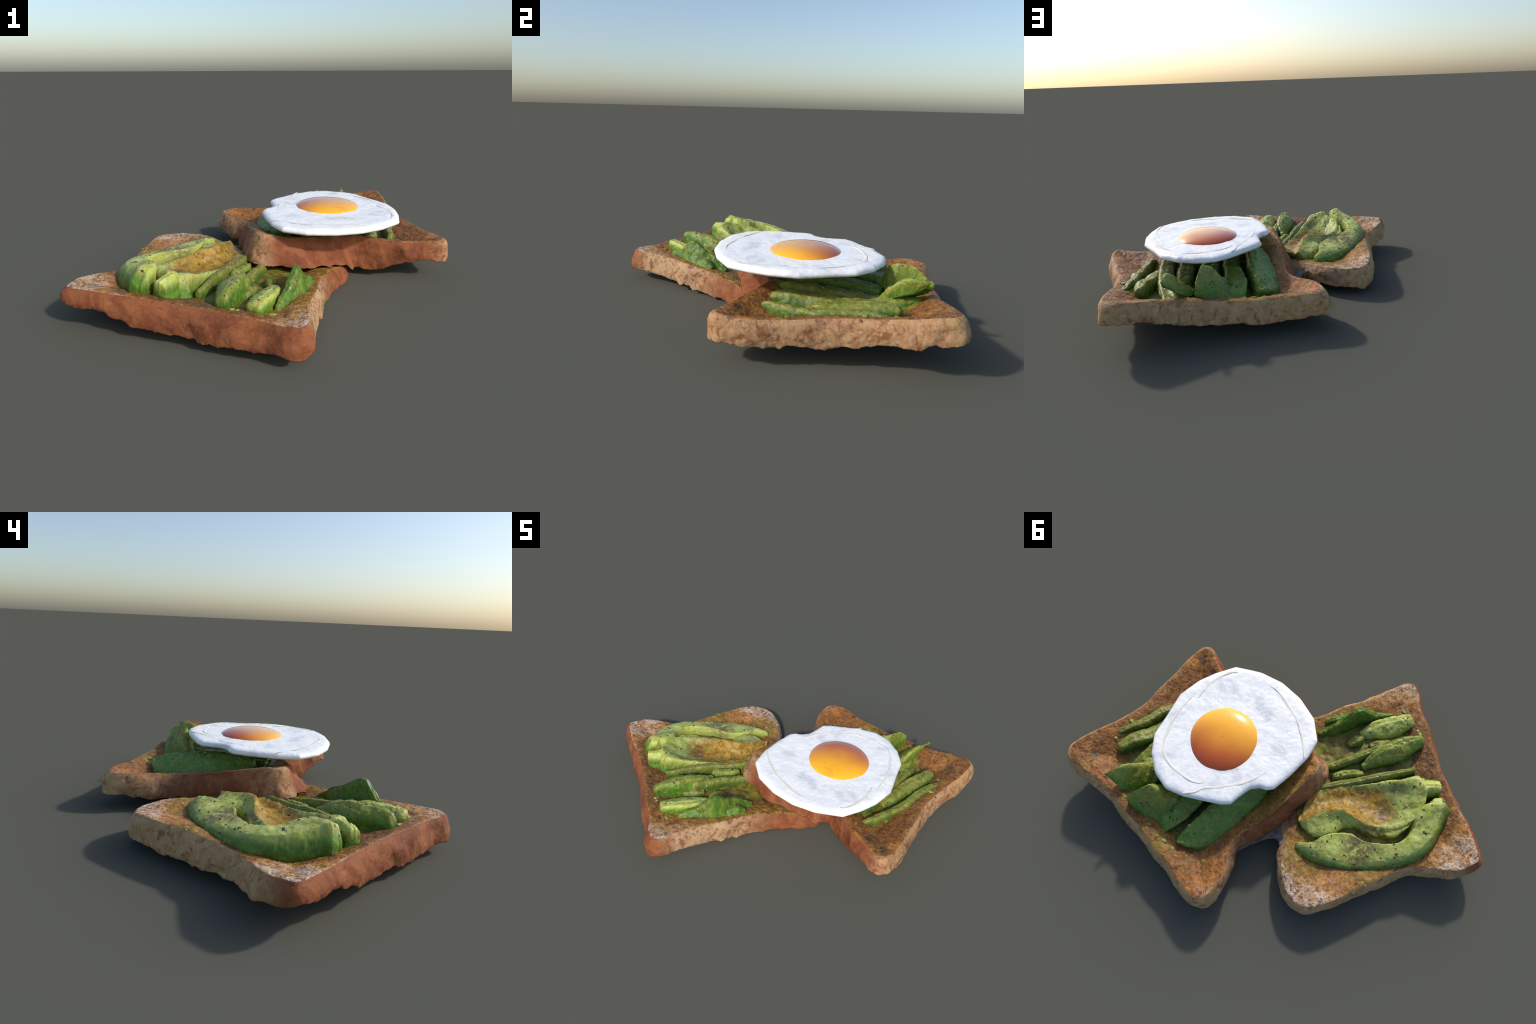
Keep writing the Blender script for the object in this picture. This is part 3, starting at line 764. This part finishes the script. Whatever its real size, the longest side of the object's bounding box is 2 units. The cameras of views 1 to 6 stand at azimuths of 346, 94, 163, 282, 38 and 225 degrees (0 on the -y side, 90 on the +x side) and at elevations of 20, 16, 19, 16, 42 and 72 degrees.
def surface(owner, kinds):
    V, F = [], []
    for ob in owner.children:
        if ob.name.split(".")[0] in kinds:
            k = len(V)
            V += [v.co.copy() for v in ob.data.vertices]
            F += [tuple(i + k for i in p.vertices) for p in ob.data.polygons]
    return BVHTree.FromPolygons(V, F)


pepper_mat = plain("ground_pepper", (0.050, 0.034, 0.020), 0.7, 0.5)
fleck_mat = plain("avocado_fleck", (0.27, 0.34, 0.055), 0.55, 0.25)
pale_mat = plain("sesame_fleck", (0.55, 0.42, 0.22), 0.6, 0.2)
for owner, box, amount, seed in ((low_toast, (-.70, .12, -.66, .28), 230, 3), (up_toast, (.05, .88, .05, .74), 130, 4)):
    tree = surface(owner, (A,))
    rng = np.random.default_rng(seed)
    hits, pale = [], []
    while len(hits) < amount:
        x, y = rng.uniform(box[0], box[1]), rng.uniform(box[2], box[3])
        dens = 0.5 + 0.5 * vnoise(np.array([[x, y, 0.0]]), 9, seed)[0]
        if rng.uniform() > dens ** 1.5 * 1.6:
            continue
        p, nrm, *_ = tree.ray_cast(Vector((x, y, 1)), Vector((0, 0, -1)))
        if p is None or nrm.z < 0.35:
            continue
        (pale if rng.uniform() < 0.12 else hits).append((p + nrm * 0.0006, nrm))
    scatter("pepper", owner, pepper_mat, hits, 0.0028, 0.4, seed)
    scatter("spice_flecks", owner, pale_mat, pale, 0.0032, 0.5, seed + 50)
flecks = {low_toast: (low, [(-.62, .20), (-.60, .26), (-.30, .33), (-.20, .24), (-.66, -.02), (-.72, -.20), (-.30, -.64), (-.13, -.68), (.06, -.27), (-.28, .28)]),
          up_toast: (up, [(.214, .738), (.821, .722), (.381, .744), (.281, .738), (.05, .66), (.84, .55), (.78, .10), (.60, .73), (.55, .735), (.10, .72), (.88, .42), (.70, .60), (.13, .73)])}
for owner, (bread, spots) in flecks.items():
    cs = []
    for sx, sy in spots:
        for _ in range(int(RNG.integers(1, 3))):
            x, y = sx + RNG.normal(0, .014), sy + RNG.normal(0, .014)
            cs.append((Vector((x, y, bread.z((x, y))[0] + .002)), (0, 0, 1)))
    scatter("avocado_crumbs", owner, fleck_mat, cs, 0.0060, 0.4, 9)

# ------------------------------------------------------------------ fried egg

egg = thing("fried_egg", (0.384, 0.166, 0.309), "sunny side up egg with glossy orange yolk", "fried egg")
outline = np.array([(0.643, -0.176), (0.515, -0.248), (0.391, -0.281), (0.258, -0.279), (0.126, -0.243), (0.025, -0.160), (0.001, -0.061), (0.001, 0.073),
                    (0.012, 0.178), (0.034, 0.207), (0.070, 0.226), (0.098, 0.262), (0.110, 0.330), (0.114, 0.384), (0.147, 0.417), (0.231, 0.469), (0.319, 0.521), (0.410, 0.553), (0.509, 0.535),
                    (0.599, 0.479), (0.670, 0.395), (0.701, 0.280), (0.742, 0.146), (0.727, 0.018), (0.695, -0.074)])
ec = np.array([0.384, 0.150])
NE = 600
P2 = np.vstack([outline, outline[:1]])
L = np.concatenate([[0], np.cumsum(np.linalg.norm(np.diff(P2, axis=0), axis=1))])
tt = np.linspace(0, L[-1], NE, endpoint=False)
ring = np.column_stack([np.interp(tt, L, P2[:, k]) for k in (0, 1)])
for _ in range(4):
    ring = 0.5 * ring + 0.25 * (np.roll(ring, 1, 0) + np.roll(ring, -1, 0))
tan = np.roll(ring, -1, 0) - np.roll(ring, 1, 0)
nin = np.column_stack([tan[:, 1], -tan[:, 0]])
nin /= np.linalg.norm(nin, axis=1, keepdims=True)
if ((ec - ring) * nin).sum() < 0:
    nin = -nin
for _ in range(30):
    nin = 0.5 * nin + 0.25 * (np.roll(nin, 1, 0) + np.roll(nin, -1, 0))
nin /= np.linalg.norm(nin, axis=1, keepdims=True)
rows = []
edge = [(0.045, .3445), (0.034, .3440), (0.024, .3430), (0.016, .3412), (0.009, .3380), (0.004, .3335), (0.001, .3280), (0.0, .322), (0.003, .316), (0.010, .3115), (0.022, .309), (0.045, .308)]
base_in = ring + nin * 0.045
for f in np.linspace(0.02, 1, 46)[:-1]:
    q = ec + (base_in - ec) * f
    rows.append(np.column_stack([q, np.full(NE, 0.3445)]))
for d, z in edge:
    rows.append(np.column_stack([ring + nin * d, np.full(NE, z)]))
for f in (0.8, 0.5, 0.2, 0.02):
    q = ec + (base_in - ec) * f
    rows.append(np.column_stack([q, np.full(NE, 0.308)]))
VE = np.concatenate(rows)
FE = grid_faces(len(rows), NE)
NNE = vertex_normals(VE, FE)
if NNE[NE * 20, 2] < 0:
    FE, NNE = FE[:, ::-1], -NNE
topmask = smoothstep(0.325, 0.340, VE[:, 2])
VE = VE + np.array([0, 0, 0.006]) + NNE * (topmask * (0.0016 * fbm(VE, 14, 3, 5) + 0.0006 * vnoise(VE, 70, 8)))[:, None]
n = Nodes("egg_white")
cloud = n.noise(9, 4, 0.55, seed=2.0)
fine = n.noise(45, 4, 0.6, seed=5.0)
col = n.mix(n.ramp(cloud, 0.50, 0.68, 0.0, 0.8), (0.90, 0.90, 0.89), (0.66, 0.665, 0.70))
col = n.mix(n.ramp(fine, 0.55, 0.75, 0.0, 0.30), col, (0.74, 0.74, 0.76))
for p, r in (((.447, -.073, .345), .018), ((.222, -.153, .345), .018), ((.358, -.058, .345), .008), ((.559, .269, .345), .007), ((.19, -.13, .345), .012)):
    m = n.math("MULTIPLY", n.near(p, r * 0.15, r), n.ramp(n.noise(220, 2, 0.6), 0.46, 0.58))
    col = n.mix(n.math("MULTIPLY", m, 0.75), col, (0.30, 0.30, 0.26))
nrm = n.bump(n.math("ADD", n.noise(26, 5, 0.65, seed=4.0), n.math("MULTIPLY", n.noise(80, 3, 0.6, seed=6.0), 0.35)), 0.30, 0.010)
egg_white_mat = n.finish(col, 0.34, nrm, Specular_IOR_Level=0.45, Subsurface_Weight=0.08, Subsurface_Radius=(0.03, 0.025, 0.02))
adopt(egg, make_mesh("egg_white", VE, FE, [egg_white_mat]))

yc, YR = np.array([0.384, 0.166]), 0.178
rows = []
NY = 200
a = np.arange(NY) / NY * 2 * np.pi
wob = 1 + 0.006 * np.sin(3 * a + 1) + 0.005 * np.sin(5 * a)
for f in np.linspace(0.01, 1, 50):
    zz = 0.3430 + 0.0385 * max(0.0, 1 - f ** 2.6) ** 0.62
    rows.append(np.column_stack([yc[0] + np.cos(a) * YR * f * wob, yc[1] + np.sin(a) * YR * f * wob, np.full(NY, zz)]))
VY = np.concatenate(rows)
FY = grid_faces(len(rows), NY)
NYn = vertex_normals(VY, FY)
if NYn[NY * 10, 2] < 0:
    FY = FY[:, ::-1]
n = Nodes("egg_yolk")
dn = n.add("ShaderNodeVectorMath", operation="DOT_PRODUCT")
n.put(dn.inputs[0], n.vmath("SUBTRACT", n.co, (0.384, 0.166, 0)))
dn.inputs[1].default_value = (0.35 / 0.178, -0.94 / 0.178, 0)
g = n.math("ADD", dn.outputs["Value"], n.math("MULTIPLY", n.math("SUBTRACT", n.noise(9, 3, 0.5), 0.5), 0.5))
col = n.mix(n.ramp(g, -0.85, 0.75), (0.50, 0.085, 0.018), (0.98, 0.46, 0.018))  # sunlit yellow and shaded red sides painted into the yolk colour
col = n.mix(n.math("MULTIPLY", n.near((.40, .045, .36), .02, .07), n.ramp(n.noise(30, 3), 0.42, 0.6, 0, 0.5)), col, (0.60, 0.27, 0.02))
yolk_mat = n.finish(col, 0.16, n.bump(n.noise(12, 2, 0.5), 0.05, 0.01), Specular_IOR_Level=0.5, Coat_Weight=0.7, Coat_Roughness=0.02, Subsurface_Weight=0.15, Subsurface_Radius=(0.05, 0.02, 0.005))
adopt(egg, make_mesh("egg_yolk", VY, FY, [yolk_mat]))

# faint cream creases on the white
cream = plain("cream_crease", (0.80, 0.76, 0.655), 0.5, 0.03)
for line in ([(0.606, -0.158), (0.643, -0.105), (0.661, -0.025), (0.661, 0.047), (0.648, 0.096)],
             [(0.676, 0.109), (0.671, 0.188), (0.653, 0.274), (0.614, 0.355), (0.559, 0.427), (0.491, 0.451), (0.413, 0.449), (0.344, 0.438), (0.296, 0.416), (0.286, 0.395)],
             [(0.324, 0.509), (0.290, 0.473), (0.262, 0.419), (0.211, 0.362), (0.154, 0.281), (0.115, 0.205), (0.096, 0.147)],
             [(0.421, -0.216), (0.376, -0.224), (0.299, -0.209), (0.218, -0.182), (0.155, -0.157), (0.089, -0.111), (0.013, -0.045)]):
    C = spline(np.column_stack([line, np.full(len(line), 0.3512)]), 120)
    C[:, :2] += 0.003 * np.column_stack([vnoise(C, 30, 1), vnoise(C, 30, 2)])
    t = np.gradient(C[:, :2], axis=0)
    t /= np.linalg.norm(t, axis=1, keepdims=True)
    nn = np.column_stack([-t[:, 1], t[:, 0]])
    w = 0.0066 * (0.25 + 0.75 * np.sin(np.pi * np.linspace(0.01, 0.99, 120)) ** 0.4) * (1 + 0.3 * vnoise(C, 25, 3))
    rr = []
    for k in range(120):
        sec = [np.array([*(C[k, :2] + nn[k] * w[k] * math.cos(q)), C[k, 2] + 0.0008 * math.sin(q)]) for q in np.linspace(0, 2 * math.pi, 12, endpoint=False)]
        rr.append(np.array(sec))
    V = np.concatenate(rr)
    F = grid_faces(120, 12)
    if vertex_normals(V, F)[60 * 12 + 3, 2] < 0:
        F = F[:, ::-1]
    adopt(egg, make_mesh("cream_crease", V, F, [cream]))
